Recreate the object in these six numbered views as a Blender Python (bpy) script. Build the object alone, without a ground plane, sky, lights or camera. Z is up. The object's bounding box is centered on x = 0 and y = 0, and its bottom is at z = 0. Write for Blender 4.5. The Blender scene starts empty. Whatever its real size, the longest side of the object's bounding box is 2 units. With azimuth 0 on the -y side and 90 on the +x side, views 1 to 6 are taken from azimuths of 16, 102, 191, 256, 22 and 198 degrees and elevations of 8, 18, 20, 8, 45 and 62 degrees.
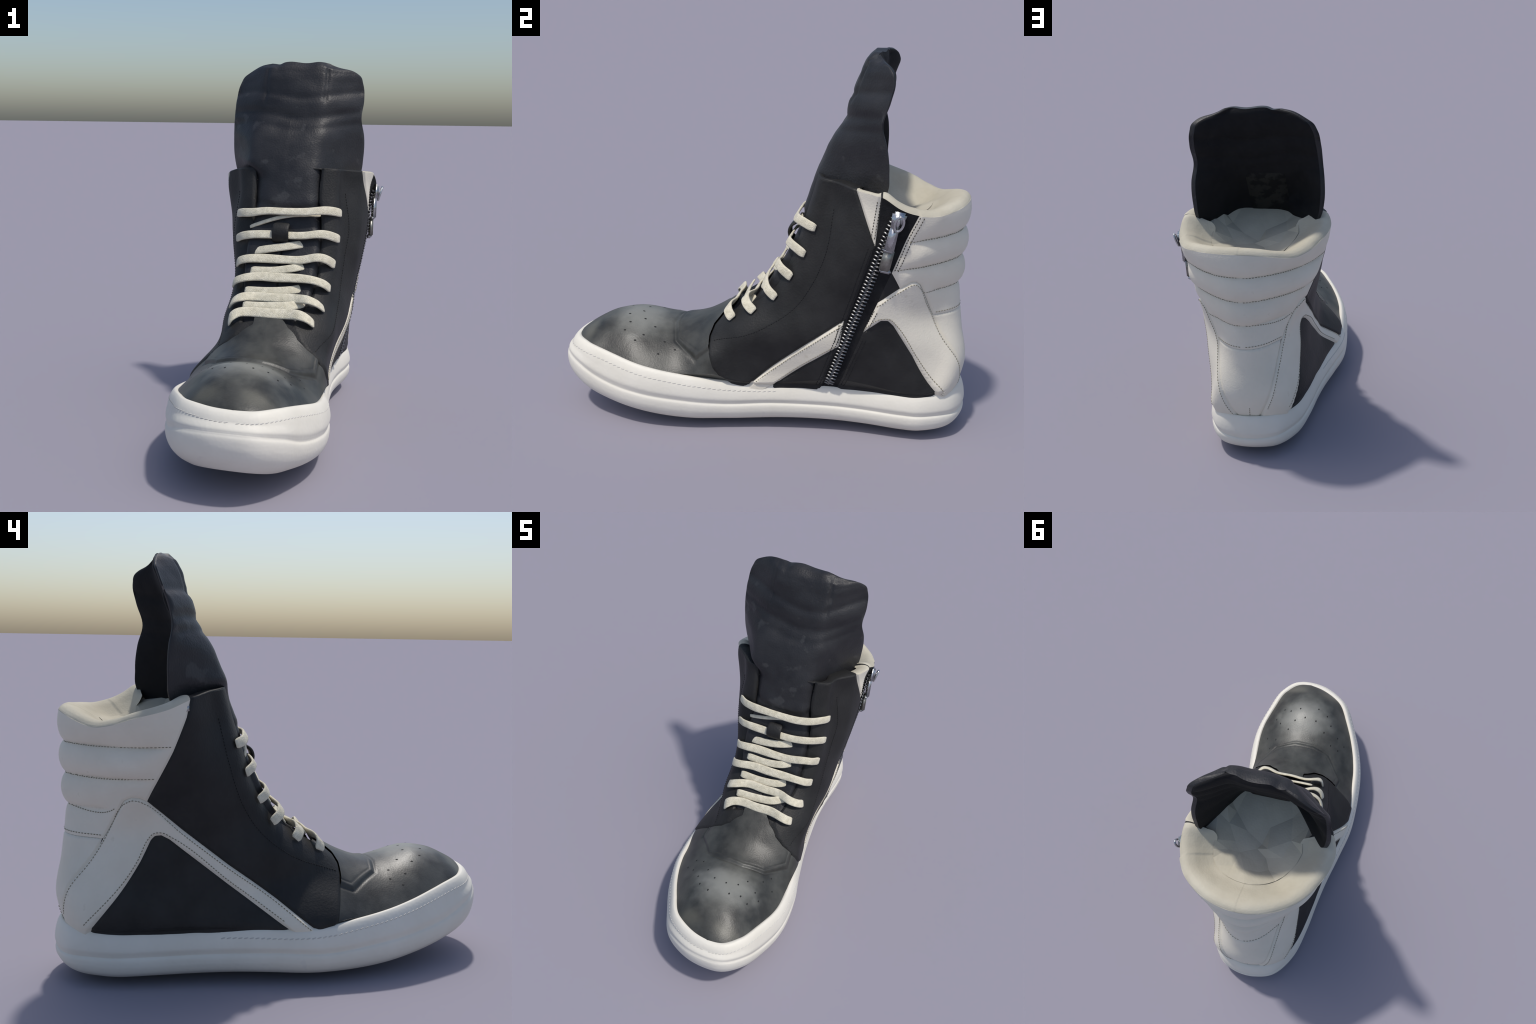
import bpy, math, random
import numpy as np
from mathutils import Vector
from mathutils.bvhtree import BVHTree

random.seed(7)
RNG = np.random.default_rng(7)
PI = math.pi

# ------------------------------------------------------------------ helpers
def spline(xs, ys, q):
    """Smooth (C1, finite-difference tangents) curve through knots."""
    xs = np.asarray(xs, float); ys = np.asarray(ys, float); q = np.asarray(q, float)
    flat = ys.ndim == 1
    if flat:
        ys = ys[:, None]
    h = np.diff(xs)[:, None]
    d = np.diff(ys, axis=0) / h
    m = np.empty_like(ys)
    m[1:-1] = (h[1:] * d[:-1] + h[:-1] * d[1:]) / (h[1:] + h[:-1])
    m[0] = d[0]; m[-1] = d[-1]
    qq = np.clip(q.ravel(), xs[0], xs[-1])
    i = np.clip(np.searchsorted(xs, qq) - 1, 0, len(xs) - 2)
    t = ((qq - xs[i]) / (xs[i + 1] - xs[i]))[:, None]
    H = h[i]
    r = ((2*t**3 - 3*t**2 + 1) * ys[i] + (t**3 - 2*t**2 + t) * H * m[i]
         + (3*t**2 - 2*t**3) * ys[i + 1] + (t**3 - t**2) * H * m[i + 1])
    return r[:, 0].reshape(q.shape) if flat else r.reshape(q.shape + (ys.shape[1],))

def curve(points, n):
    """Resample a smooth curve through control points evenly."""
    p = np.asarray(points, float)
    u = np.r_[0, np.cumsum(np.linalg.norm(np.diff(p, axis=0), axis=1))]
    f = spline(u, p, np.linspace(0, u[-1], max(200, 4 * n)))
    s = np.r_[0, np.cumsum(np.linalg.norm(np.diff(f, axis=0), axis=1))]
    t = np.linspace(0, s[-1], n)
    return np.stack([np.interp(t, s, f[:, k]) for k in range(f.shape[1])], 1)

def closed_curve(points, n):
    p = np.asarray(points, float); k = len(p)
    u = np.arange(-3, k + 4); f = spline(u, p[u % k], np.linspace(0, k, 8 * n + 1))
    s = np.r_[0, np.cumsum(np.linalg.norm(np.diff(f, axis=0), axis=1))]
    t = np.arange(n) * s[-1] / n
    return np.stack([np.interp(t, s, f[:, j]) for j in range(f.shape[1])], 1)

def smooth(a, b, x):
    t = np.clip((x - a) / (b - a), 0, 1)
    return t * t * (3 - 2 * t)

def bump(x, c, w):
    return np.exp(-((x - c) / w) ** 2)

def waves(p, seed, scale, octaves=4):
    """Cheap smooth 3D noise: sums of sines in random directions."""
    r = np.random.default_rng(seed)
    out = np.zeros(len(p)); amp = 1.0; f = scale
    for _ in range(octaves):
        for _ in range(5):
            k = r.normal(size=3); k *= f / np.linalg.norm(k)
            out += amp * np.sin(p @ k + r.uniform(0, 6.28)) / 5
        amp *= .55; f *= 1.9
    return out

def vertex_normals(v, t):
    n = np.zeros_like(v)
    fn = np.cross(v[t[:, 1]] - v[t[:, 0]], v[t[:, 2]] - v[t[:, 0]])
    for k in range(3):
        for c in range(3):
            n[:, c] += np.bincount(t[:, k], fn[:, c], len(v))
    return n / np.maximum(np.linalg.norm(n, axis=1), 1e-12)[:, None]

def grid_tris(nu, nv, wrap):
    i = np.arange(nu - 1)[:, None]; j = np.arange(nv if wrap else nv - 1)[None]
    a = i * nv + j; b = i * nv + (j + 1) % nv; c = a + nv; d = b + nv
    return np.concatenate([np.stack([a, b, d], -1).reshape(-1, 3), np.stack([a, d, c], -1).reshape(-1, 3)])

def compact(v, t, extra=None):
    used = np.unique(t)
    m = np.full(len(v), -1); m[used] = np.arange(len(used))
    return (v[used], m[t]) if extra is None else (v[used], m[t], extra[used])

ROOT = None
def add_mesh(name, v, f, mat, parent=None, shade=True, kind=None):
    me = bpy.data.meshes.new(name)
    me.from_pydata(np.asarray(v, float).tolist(), [], [list(map(int, x)) for x in f])
    me.materials.append(mat)
    if shade:
        me.polygons.foreach_set("use_smooth", [True] * len(me.polygons))
    me.update()
    o = bpy.data.objects.new(name, me)
    bpy.context.scene.collection.objects.link(o)
    o.parent = parent if parent is not None else ROOT
    if kind:
        o["kind"] = kind
    return o

def clip(V, T, f):
    """Part of the triangle soup where f > 0, cut exactly along f = 0."""
    g = f[T]; pos = g > 0; n = pos.sum(1)
    out = [T[n == 3]]
    newv = []; base = len(V); cache = {}
    def cut(a, b):
        k = (a, b) if a < b else (b, a)
        if k not in cache:
            s = f[k[0]] / (f[k[0]] - f[k[1]])
            cache[k] = base + len(newv)
            newv.append(V[k[0]] + s * (V[k[1]] - V[k[0]]))
        return cache[k]
    add = []
    for tri, p in zip(T[(n == 1) | (n == 2)], pos[(n == 1) | (n == 2)]):
        if p.sum() == 1:
            i = int(np.argmax(p)); a, b, c = tri[i], tri[(i+1) % 3], tri[(i+2) % 3]
            add.append((a, cut(a, b), cut(a, c)))
        else:
            i = int(np.argmin(p)); a, b, c = tri[i], tri[(i+1) % 3], tri[(i+2) % 3]
            ab, ac = cut(a, b), cut(a, c)
            add.append((ab, b, c)); add.append((ab, c, ac))
    if add:
        out.append(np.array(add))
    V2 = np.vstack([V, np.array(newv)]) if newv else V
    T2 = np.vstack(out)
    return compact(V2, T2)

def poly_sdf(poly, x, y, rounding=0.0):
    """Signed distance to a closed polygon (negative inside)."""
    p = np.asarray(poly, float); q = np.roll(p, -1, 0)
    d = np.full(x.shape, 1e9); inside = np.zeros(x.shape, bool)
    for (ax, ay), (bx, by) in zip(p, q):
        ex, ey = bx - ax, by - ay
        t = np.clip(((x - ax) * ex + (y - ay) * ey) / (ex*ex + ey*ey + 1e-12), 0, 1)
        d = np.minimum(d, (x - ax - t*ex)**2 + (y - ay - t*ey)**2)
        c = ((ay > y) != (by > y)) & (x < ex * (y - ay) / (ey if abs(ey) > 1e-12 else 1e-12) + ax)
        inside ^= c
    d = np.sqrt(d)
    return np.where(inside, -d, d) - rounding

# ------------------------------------------------------------------ materials
def material(name, build):
    m = bpy.data.materials.new(name); m.use_nodes = True
    nt = m.node_tree; b = nt.nodes["Principled BSDF"]
    build(nt, b)
    return m

def plain(color, rough=.5, metal=0, spec=.5):
    def f(nt, b):
        b.inputs["Base Color"].default_value = (*color, 1)
        b.inputs["Roughness"].default_value = rough
        b.inputs["Metallic"].default_value = metal
        b.inputs["Specular IOR Level"].default_value = spec
    return f

def mottled(dark, light, scale=5, lo=.4, hi=.65, rough=.5, rough2=None, spec=.4, grain=90, bump_=.15, speck=None, patch=None, sheen=0, stretch=(1, 1, 1), metal=0):
    """Two-tone surface: cloudy noise between two colours, fine grain as bump, optional
    specks and optional painted glare patches (ellipsoid centre, radii, colour, strength)."""
    def f(nt, b):
        N = nt.nodes.new; L = nt.links.new
        tc = N("ShaderNodeTexCoord"); mp = N("ShaderNodeMapping"); mp.inputs["Scale"].default_value = stretch
        L(tc.outputs["Object"], mp.inputs["Vector"])
        n1 = N("ShaderNodeTexNoise"); n1.inputs["Scale"].default_value = scale; n1.inputs["Detail"].default_value = 6; n1.inputs["Roughness"].default_value = .6
        L(mp.outputs["Vector"], n1.inputs["Vector"])
        r1 = N("ShaderNodeValToRGB"); r1.color_ramp.elements[0].position = lo; r1.color_ramp.elements[1].position = hi
        r1.color_ramp.elements[0].color = (*dark, 1); r1.color_ramp.elements[1].color = (*light, 1)
        L(n1.outputs["Fac"], r1.inputs["Fac"])
        col = r1.outputs["Color"]
        for ctr, rad, pc, st in (patch or ()):
            m2 = N("ShaderNodeMapping"); m2.vector_type = "TEXTURE"
            m2.inputs["Location"].default_value = ctr; m2.inputs["Scale"].default_value = rad
            L(tc.outputs["Object"], m2.inputs["Vector"])
            ln = N("ShaderNodeVectorMath"); ln.operation = "LENGTH"; L(m2.outputs["Vector"], ln.inputs[0])
            n3 = N("ShaderNodeTexNoise"); n3.inputs["Scale"].default_value = 13; n3.inputs["Detail"].default_value = 5
            L(tc.outputs["Object"], n3.inputs["Vector"])
            ad = N("ShaderNodeMath"); ad.operation = "MULTIPLY_ADD"; ad.inputs[1].default_value = .6; L(n3.outputs["Fac"], ad.inputs[0]); L(ln.outputs["Value"], ad.inputs[2])
            mr = N("ShaderNodeMapRange"); mr.interpolation_type = "SMOOTHSTEP"
            mr.inputs["From Min"].default_value = 1.35; mr.inputs["From Max"].default_value = .45; mr.inputs["To Min"].default_value = 0; mr.inputs["To Max"].default_value = st
            L(ad.outputs[0], mr.inputs["Value"])
            mx = N("ShaderNodeMix"); mx.data_type = "RGBA"; L(mr.outputs["Result"], mx.inputs["Factor"]); L(col, mx.inputs["A"]); mx.inputs["B"].default_value = (*pc, 1)
            col = mx.outputs["Result"]
        if speck:
            n4 = N("ShaderNodeTexNoise"); n4.inputs["Scale"].default_value = speck[0]; n4.inputs["Detail"].default_value = 3; L(tc.outputs["Object"], n4.inputs["Vector"])
            m4 = N("ShaderNodeMapRange"); m4.inputs["From Min"].default_value = speck[1]; m4.inputs["From Max"].default_value = speck[1] + .06; m4.inputs["To Max"].default_value = speck[3]
            L(n4.outputs["Fac"], m4.inputs["Value"])
            mx = N("ShaderNodeMix"); mx.data_type = "RGBA"; L(m4.outputs["Result"], mx.inputs["Factor"]); L(col, mx.inputs["A"]); mx.inputs["B"].default_value = (*speck[2], 1)
            col = mx.outputs["Result"]
        L(col, b.inputs["Base Color"])
        rr_ = N("ShaderNodeMapRange"); rr_.inputs["To Min"].default_value = rough; rr_.inputs["To Max"].default_value = rough2 if rough2 is not None else rough
        L(n1.outputs["Fac"], rr_.inputs["Value"]); L(rr_.outputs["Result"], b.inputs["Roughness"])
        b.inputs["Specular IOR Level"].default_value = spec; b.inputs["Metallic"].default_value = metal
        if sheen:
            b.inputs["Sheen Weight"].default_value = sheen
        g = N("ShaderNodeTexVoronoi"); g.inputs["Scale"].default_value = grain; L(tc.outputs["Object"], g.inputs["Vector"])
        g2 = N("ShaderNodeTexNoise"); g2.inputs["Scale"].default_value = grain * .3; g2.inputs["Detail"].default_value = 5; L(tc.outputs["Object"], g2.inputs["Vector"])
        sm = N("ShaderNodeMath"); sm.operation = "ADD"; L(g.outputs["Distance"], sm.inputs[0]); L(g2.outputs["Fac"], sm.inputs[1])
        bp = N("ShaderNodeBump"); bp.inputs["Strength"].default_value = bump_; bp.inputs["Distance"].default_value = .004
        L(sm.outputs[0], bp.inputs["Height"]); L(bp.outputs["Normal"], b.inputs["Normal"])
    return f

M_BLACK = material("black_leather", mottled((.0145, .0143, .0138), (.0255, .0252, .0245), 7, .35, .7, .50, .62, .30, 110, .2))
M_TONGUE = material("tongue_leather", mottled((.013, .013, .015), (.026, .026, .028), 6, .35, .7, .42, .58, .4, 110, .2, speck=(11, .62, (.06, .06, .06), .45)))  # grey specks: highlights on raised wrinkles, painted by noise
M_INNER = material("tongue_inside_cloth", mottled((.009, .009, .010), (.015, .015, .016), 9, .35, .7, .75, .85, .2, 140, .2))
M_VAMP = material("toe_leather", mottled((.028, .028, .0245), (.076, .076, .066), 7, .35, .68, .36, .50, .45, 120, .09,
    patch=[((.05, -.60, .50), (.25, .20, .2), (.26, .262, .235), .85), ((.16, -.85, .42), (.10, .06, .08), (.13, .125, .10), .7), ((-.06, -.84, .41), (.09, .06, .08), (.12, .115, .09), .6)]))  # studio glare on the toe cap, painted into the colour as pale ellipsoids
M_CREAM = material("off_white_leather", mottled((.745, .69, .57), (.805, .752, .63), 4, .35, .7, .48, .58, .35, 120, .12, speck=(16, .70, (.60, .54, .42), .4)))
M_SOLE = material("white_rubber", mottled((.755, .715, .615), (.815, .775, .68), 4, .35, .7, .45, .6, .4, 60, .10, speck=(14, .69, (.70, .67, .60), .5)))
M_LINING = material("cream_lining", mottled((.51, .47, .37), (.60, .56, .45), 5, .35, .7, .75, .85, .2, 90, .15))
M_LACE = material("cotton_lace", mottled((.62, .57, .43), (.78, .725, .57), 40, .35, .65, .85, .95, .15, 260, .5, sheen=.2))
M_METAL = material("nickel_metal", mottled((.42, .42, .42), (.62, .62, .62), 30, .3, .7, .2, .32, .5, 150, .1, metal=1))
M_THREAD = material("olive_thread", plain((.27, .245, .17), .9))
M_DARK_THREAD = material("dark_thread", plain((.06, .055, .045), .9))
M_BLACK_THREAD = material("black_thread", plain((.010, .010, .011), .9))
M_SOLE_THREAD = material("sole_thread", plain((.60, .58, .53), .9))
M_HOLE = material("punched_hole", plain((.014, .014, .013), .8))
M_TOOTH = material("gunmetal_teeth", mottled((.16, .16, .16), (.34, .34, .335), 60, .35, .65, .3, .45, .5, 200, .1, metal=1))
M_PLATE = material("brushed_plate", mottled((.26, .25, .22), (.42, .41, .36), 40, .35, .65, .35, .5, .5, 200, .1, metal=1))
M_LABEL = material("woven_label", mottled((.010, .010, .010), (.024, .024, .021), 14, .46, .54, .8, .9, .2, 200, .2))
M_TAPE = material("zip_tape", mottled((.010, .010, .011), (.018, .018, .019), 20, .35, .65, .8, .9, .2, 220, .3))

ROOT = bpy.data.objects.new("high_top_sneaker", None)
bpy.context.scene.collection.objects.link(ROOT)
ROOT["label"] = "black and cream leather high-top sneaker with tall tongue"
ROOT["category"] = "sneaker"

# ------------------------------------------------------------------ sole
OUTLINE = [  # plan of the sole, clockwise from the toe tip
    (.1, -1.0), (.2, -.97), (.280, -.872), (.326, -.74), (.358, -.6), (.362, -.46), (.340, -.29), (.30, -.13), (.258, .08),
    (.228, .33), (.225, .5), (.238, .7), (.23, .82), (.165, .94), (.06, .993), (-.06, .995), (-.175, .945), (-.258, .81),
    (-.295, .63), (-.315, .45), (-.337, .3), (-.372, .12), (-.405, -.1), (-.39, -.37), (-.345, -.57), (-.267, -.75),
    (-.178, -.895), (-.04, -.98)]
NS = 720
ring = closed_curve(OUTLINE, NS)
tan = np.roll(ring, -1, 0) - np.roll(ring, 1, 0)
tan /= np.linalg.norm(tan, axis=1)[:, None]
inward = np.stack([-tan[:, 1], tan[:, 0]], 1)
def z_top(y): return spline([-1, -.93, -.82, -.7, -.53, -.38, -.26, -.15, 0, .2, .6, .85, 1], [.388, .388, .380, .357, .322, .294, .274, .256, .247, .252, .248, .245, .25], y)
def z_groove(y): return spline([-1, -.88, -.76, -.55, -.35, -.13, .1, .3, .57, .75, .9, 1], [.312, .275, .23, .19, .165, .142, .148, .147, .142, .137, .137, .13], y)
def z_bottom(y): return spline([-1, -.84, -.55, -.34, -.1, .2, .55, .8, .95, 1], [.168, .114, .062, .037, .03, .038, .034, .028, .04, .055], y)
PROFILE = [  # inset from the outline, blend bottom(0) .. groove(1) .. top(2)
    (.40, -.25), (.3, -.21), (.2, -.12), (.13, -.04), (.085, .0), (.048, .13), (.020, .32), (.006, .55), (.002, .75), (.003, .9), (.0085, 1.0),
    (.005, 1.1), (.0, 1.25), (.004, 1.5), (.012, 1.72), (.021, 1.87), (.030, 1.96), (.039, 2.0), (.052, 1.97), (.085, 1.75)]
prof = spline(np.arange(len(PROFILE)), PROFILE, np.linspace(0, len(PROFILE) - 1, 91))
rows = []
toe_face = np.clip(inward[:, 1], 0, 1) ** 1.2 * smooth(-.3, -.6, ring[:, 1])
spine = np.stack([np.interp(ring[:, 1], [-1, -.4, .4, 1], [.08, -.01, -.05, -.01]), ring[:, 1] * .7 - .02], 1)
for ins, b in prof:
    toe = toe_face
    i_ = ins * (np.interp(ring[:, 1], [-1, .7, 1], [1, .9, .75]) if b > 1 else 1) + (toe * (.006 + .030 * np.clip((b - 1) / .5, 0, 1)) if b > 1 else toe * .006 * np.clip(b, 0, 1))
    i_ = i_ * np.ones(NS)
    xy = ring + inward * (np.minimum(i_, .055) if b < 1 else i_)[:, None]
    if ins > .055 and b < 1:
        xy = xy + (spine - xy) * ((ins - .055) / .345) ** .9
    y = ring[:, 1]
    zb, zg, zt = z_bottom(xy[:, 1]), z_groove(y), z_top(y)
    bb = b * (np.interp(xy[:, 1], [-.8, -.1], [0, 1]) if b < 0 else 1)      # belly of the sole fades out under the toe
    z = zb + (zg - zb) * bb if b <= 1 else zg + (zt - zg) * (b - 1)
    rows.append(np.c_[xy, z])
SV = np.concatenate(rows); ST_ = grid_tris(len(rows), NS, True)
groove_row = int(np.argmin(np.abs(prof[:, 1] - 1)))
low = (ST_.max(1) // NS) <= groove_row
v, t = compact(SV, ST_[low]); add_mesh("outsole", v, t, M_SOLE)
v, t = compact(SV, ST_[~low]); MIDSOLE = add_mesh("midsole", v, t, M_SOLE)

# ------------------------------------------------------------------ body of the upper
# Cross-sections fan from upright (toe) to level (collar). Each row:
# front y,z  |  back y,z  |  centre x
STATIONS = np.array([
    (-.927, .389, -.927, .3, .08), (-.905, .408, -.905, .24, .075), (-.855, .438, -.855, .2, .05),
    (-.76, .482, -.76, .19, .03), (-.64, .499, -.64, .18, .015), (-.5, .468, -.5, .17, 0),
    (-.40, .457, -.37, .16, 0), (-.29, .493, -.2, .16, 0), (-.185, .548, .02, .16, 0),
    (-.06, .63, .32, .16, 0), (.035, .70, .64, .16, 0), (.105, .795, .90, .18, 0),
    (.15, .885, .989, .34, 0), (.178, .955, .966, .53, 0), (.203, 1.025, .949, .68, 0),
    (.225, 1.09, .953, .82, 0), (.245, 1.15, .958, .95, 0), (.262, 1.205, .964, 1.07, 0),
    (.275, 1.25, .956, 1.165, 0)])
# Half-width multipliers (x = centre + w * sin) at 22.5 deg steps from front to back
WIDTH_R = np.array([
    (.105, .114, .12, .125, .144, .187, .25), (.156, .174, .176, .17, .184, .23, .303), (.219, .247, .238, .226, .239, .289, .37),
    (.31, .288, .286, .284, .309, .371, .448), (.305, .286, .295, .307, .343, .437, .518), (.285, .281, .295, .323, .365, .469, .559),
    (.226, .251, .274, .317, .376, .481, .569), (.214, .256, .277, .297, .346, .434, .536), (.289, .304, .287, .274, .295, .371, .489),
    (.363, .361, .307, .265, .256, .319, .458), (.386, .376, .326, .275, .248, .314, .461), (.384, .375, .334, .285, .264, .315, .46),
    (.368, .366, .339, .289, .263, .257, .344), (.345, .343, .342, .31, .262, .222, .222), (.327, .331, .336, .328, .293, .241, .216),
    (.315, .325, .337, .34, .314, .262, .23), (.31, .323, .34, .345, .332, .293, .268), (.314, .33, .345, .355, .362, .338, .327),
    (.325, .341, .358, .375, .389, .381, .38)])
WIDTH_L = np.array([
    (.11, .115, .119, .122, .138, .175, .229), (.159, .175, .176, .169, .182, .223, .286), (.22, .247, .238, .226, .239, .286, .358),
    (.31, .288, .286, .284, .309, .371, .439), (.305, .286, .295, .307, .343, .437, .511), (.285, .281, .294, .323, .364, .468, .555),
    (.226, .251, .274, .32, .383, .489, .579), (.223, .255, .272, .323, .405, .501, .587), (.31, .291, .274, .317, .394, .497, .578),
    (.387, .343, .297, .302, .348, .447, .55), (.42, .361, .302, .29, .308, .405, .517), (.436, .361, .295, .277, .285, .354, .461),
    (.446, .378, .303, .268, .255, .259, .339), (.445, .391, .323, .278, .252, .214, .231), (.438, .401, .352, .308, .28, .225, .198),
    (.425, .403, .378, .346, .306, .249, .215), (.413, .404, .402, .37, .323, .267, .235), (.418, .418, .421, .383, .343, .299, .275),
    (.433, .431, .424, .398, .366, .334, .317)])

for W, front in ((WIDTH_R, (.40, .46, .50, .51, .51, .50, .50, .49, .49, .49)), (WIDTH_L, (.40, .46, .51, .52, .53, .53, .53, .53, .54, .55))):
    W[9:, 0] = front                        # flat, broad front of the shaft
WIDTH_R[8, 0] = .34; WIDTH_L[8, 0] = .34
for W in (WIDTH_R, WIDTH_L):                # the toe cap is a narrow dome
    W[2:6, 0] *= (.80, .80, .82, .86); W[2:6, 1] *= (.86, .88, .88, .92); W[2:6, 2] *= (.94, .94, .94, .96)
inner_rim = ring + inward * (.040 + .036 * toe_face)[:, None]
def rim_width(y):
    r = inner_rim[inner_rim[:, 0] > .07]; l = inner_rim[inner_rim[:, 0] <= .07]
    r = r[np.argsort(r[:, 1])]; l = l[np.argsort(l[:, 1])]
    xr, xl = np.interp(y, r[:, 1], r[:, 0]), np.interp(y, l[:, 1], l[:, 0])
    return (xr - xl) / 2, (xr + xl) / 2
FULLNESS = [
    (-1, .34, .85, .16, .20, .033), (-1, .55, .33, .30, .09, .022), (-1, .65, .66, .12, .10, -.026), (-1, .10, .42, .14, .08, -.020), (-1, .80, .95, .14, .10, .026),
    (-1, .85, .40, .14, .13, .014),
    (1, .38, .98, .16, .18, .030), (1, .42, .31, .22, .09, .034), (1, .80, .62, .12, .10, -.012), (1, .78, .95, .12, .12, .020), (1, -.05, .50, .10, .08, .020),
    (1, .35, .62, .12, .08, -.010), (1, -.20, .38, .10, .09, .016), (-1, -.16, .36, .10, .08, .010)]
NT, NA = 361, 480
def upper_loops(tq):
    k = np.arange(len(STATIONS))
    st = spline(k, STATIONS, tq)
    th = np.arange(NA) * 2 * PI / NA            # 0 front, pi back, right side first
    a = np.where(th <= PI, th, 2 * PI - th)
    knots = np.arange(9) * PI / 8
    def wl(W):
        w = spline(k, W, tq)
        w = np.concatenate([w[:, :1], w, w[:, -1:]], 1)
        return np.stack([spline(knots, row, a) for row in w])
    wr, wlft = wl(WIDTH_R), wl(WIDTH_L)
    sgn = np.where(th <= PI, 1.0, -1.0)
    w = np.where(sgn > 0, wr, wlft)
    s = (1 - np.cos(a)) / 2
    x = st[:, 4:5] + sgn * w * np.sin(a)
    y = st[:, 0:1] + s * (st[:, 2:3] - st[:, 0:1])
    z = st[:, 1:2] + s * (st[:, 3:4] - st[:, 1:2])
    # over the toe the section is an arch standing on the inner edge of the sole
    half, mid = rim_width(y)
    u_ = np.clip((st[:, 1:2] - z) / np.maximum(st[:, 1:2] - z_top(y) + .006, .012), 0, 1)
    arch = mid + sgn * half * u_ ** .46
    k_ = smooth(7.5, 5.7, tq)[:, None]
    x = x * (1 - k_) + arch * k_
    # local fullness of the leather: side, y, z, reach y, reach z, amount
    for sd, by, bz, ry, rz, amt in FULLNESS:
        x = x + (sgn == sd) * sd * amt * np.exp(-((y - by) / ry) ** 2 - ((z - bz) / rz) ** 2) * np.sin(a) ** .5
    # near the sole the leather tucks in behind the rubber lip
    lim = half + .9 * np.maximum(z - z_top(y), 0) + .024 * smooth(-.25, .05, y)
    ok = (y > -.92) & (y < .9)
    x = np.where(ok, mid + np.sign(x - mid) * np.minimum(np.abs(x - mid), lim), x)
    # the collar line dips behind the ankle bones and rises again at the heel
    yt = STATIONS[-1, 0] + s * (STATIONS[-1, 2] - STATIONS[-1, 0])
    zt = STATIONS[-1, 1] + s * (STATIONS[-1, 3] - STATIONS[-1, 1])
    crest_l = spline([.2, .3, .47, .555, .7, .78, .84, .885, .924, .96], [1.284, 1.276, 1.240, 1.208, 1.165, 1.135, 1.125, 1.138, 1.155, 1.172], yt)
    crest_r = spline([.2, .3, .47, .6, .673, .754, .808, .87, .92, .96], [1.284, 1.279, 1.264, 1.242, 1.198, 1.169, 1.162, 1.163, 1.168, 1.172], yt)
    dz = np.where(sgn > 0, crest_r, crest_l) - .022 - zt
    z = z + dz * smooth(14.5, 18, tq)[:, None]
    return np.stack([x, y, z], -1)

TQ = np.linspace(0, len(STATIONS) - 1, NT)
LOOPS = upper_loops(TQ)
RIM = LOOPS[-1].copy()
BASE_V = LOOPS.reshape(-1, 3)
BASE_T = grid_tris(NT, NA, True)
BASE_N = vertex_normals(BASE_V, BASE_T)
if (BASE_N * (BASE_V - [0, .2, .5])).sum(1).mean() < 0:
    BASE_T = BASE_T[:, ::-1].copy(); BASE_N = -BASE_N
BVH = BVHTree.FromPolygons(BASE_V.tolist(), BASE_T.tolist())

# ------------------------------------------------------------------ panels of the upper
def wrap_w(p):
    """Girth coordinate along the side: y up front, angle round the heel."""
    w = p[:, 1].copy(); m = w > .6
    w[m] = .6 + .3 * np.arctan2(p[m, 1] - .6, np.abs(p[m, 0]))
    return w

# Panel outlines on each side as (girth, height)
TAPE = [(.30, .15), (.418, .494), (.503, .767), (.575, .999), (.607, 1.35), (.79, 1.35), (.725, 1.155), (.646, .882), (.588, .718), (.526, .566), (.372, .15)]
TRIANGLE = [(.455, 1.35), (.478, 1.245), (.571, .999), (.6, 1.35)]
STRIPE_R = [(-.10, .15), (-.006, .25), (.104, .35), (.27, .492), (.44, .625), (.418, .49), (.26, .372), (.117, .255), (.0, .15)]
ARROW_R = [(.519, .563), (.568, .685), (.576, .712), (.688, .794), (.735, .82), (.76, .818), (.785, .80), (.84, .715), (.893, .628), (.928, .52), (.966, .42),
           (1.0, .315), (1.04, .22), (1.07, .15), (.945, .15), (.877, .25), (.774, .446), (.668, .602), (.64, .628), (.605, .629)]
ARROW_L = [(.633, .796), (.664, .810), (.70, .813), (.734, .798), (.853, .63), (.90, .54), (.945, .446), (.976, .345), (1.005, .26), (1.04, .15), (.92, .15), (.859, .25),
           (.665, .541), (.615, .627), (.595, .645), (.57, .648), (.536, .631), (.291, .436), (.05, .251), (-.07, .15), (-.18, .15), (-.073, .24), (.082, .366), (.29, .518), (.483, .671)]
COLLAR_R = [(.639, .882), (.723, 1.155), (.78, 1.35), (1.5, 1.35), (1.5, .628), (.88, .628), (.76, .75), (.684, .794)]
COLLAR_L = [(.45, 1.35), (.472, 1.218), (.487, 1.148), (.538, 1.009), (.584, .906), (.633, .796), (.69, .75), (.84, .628), (1.5, .628), (1.5, 1.35)]
COUNTER = [(.86, .628), (1.5, .628), (1.5, .1), (1.02, .1), (.93, .4)]
VAMP_R = [(-3, .0), (-.07, .0), (-.09, .2), (-.128, .264), (-.184, .331), (-.208, .395), (-.217, .46), (-.205, .502), (-.17, .545), (-.13, .578), (-.1, .72), (-3, .72)]
VAMP_L = [(-3, .0), (-.11, .0), (-.145, .2), (-.166, .25), (-.203, .356), (-.228, .423), (-.235, .475), (-.22, .51), (-.175, .55), (-.13, .578), (-.1, .72), (-3, .72)]
SIDE_R = [(.30, .1), (.372, .15), (.526, .566), (.646, .882), (.72, .9), (.75, .75), (.75, .5), (.95, .1)]
SIDE_L = [(-.07, .1), (.05, .251), (.291, .436), (.57, .648), (.68, .66), (.98, .1)]
CREASES = [.628, .752, .886, 1.02, 1.235]
BIG = 1.0

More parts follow.
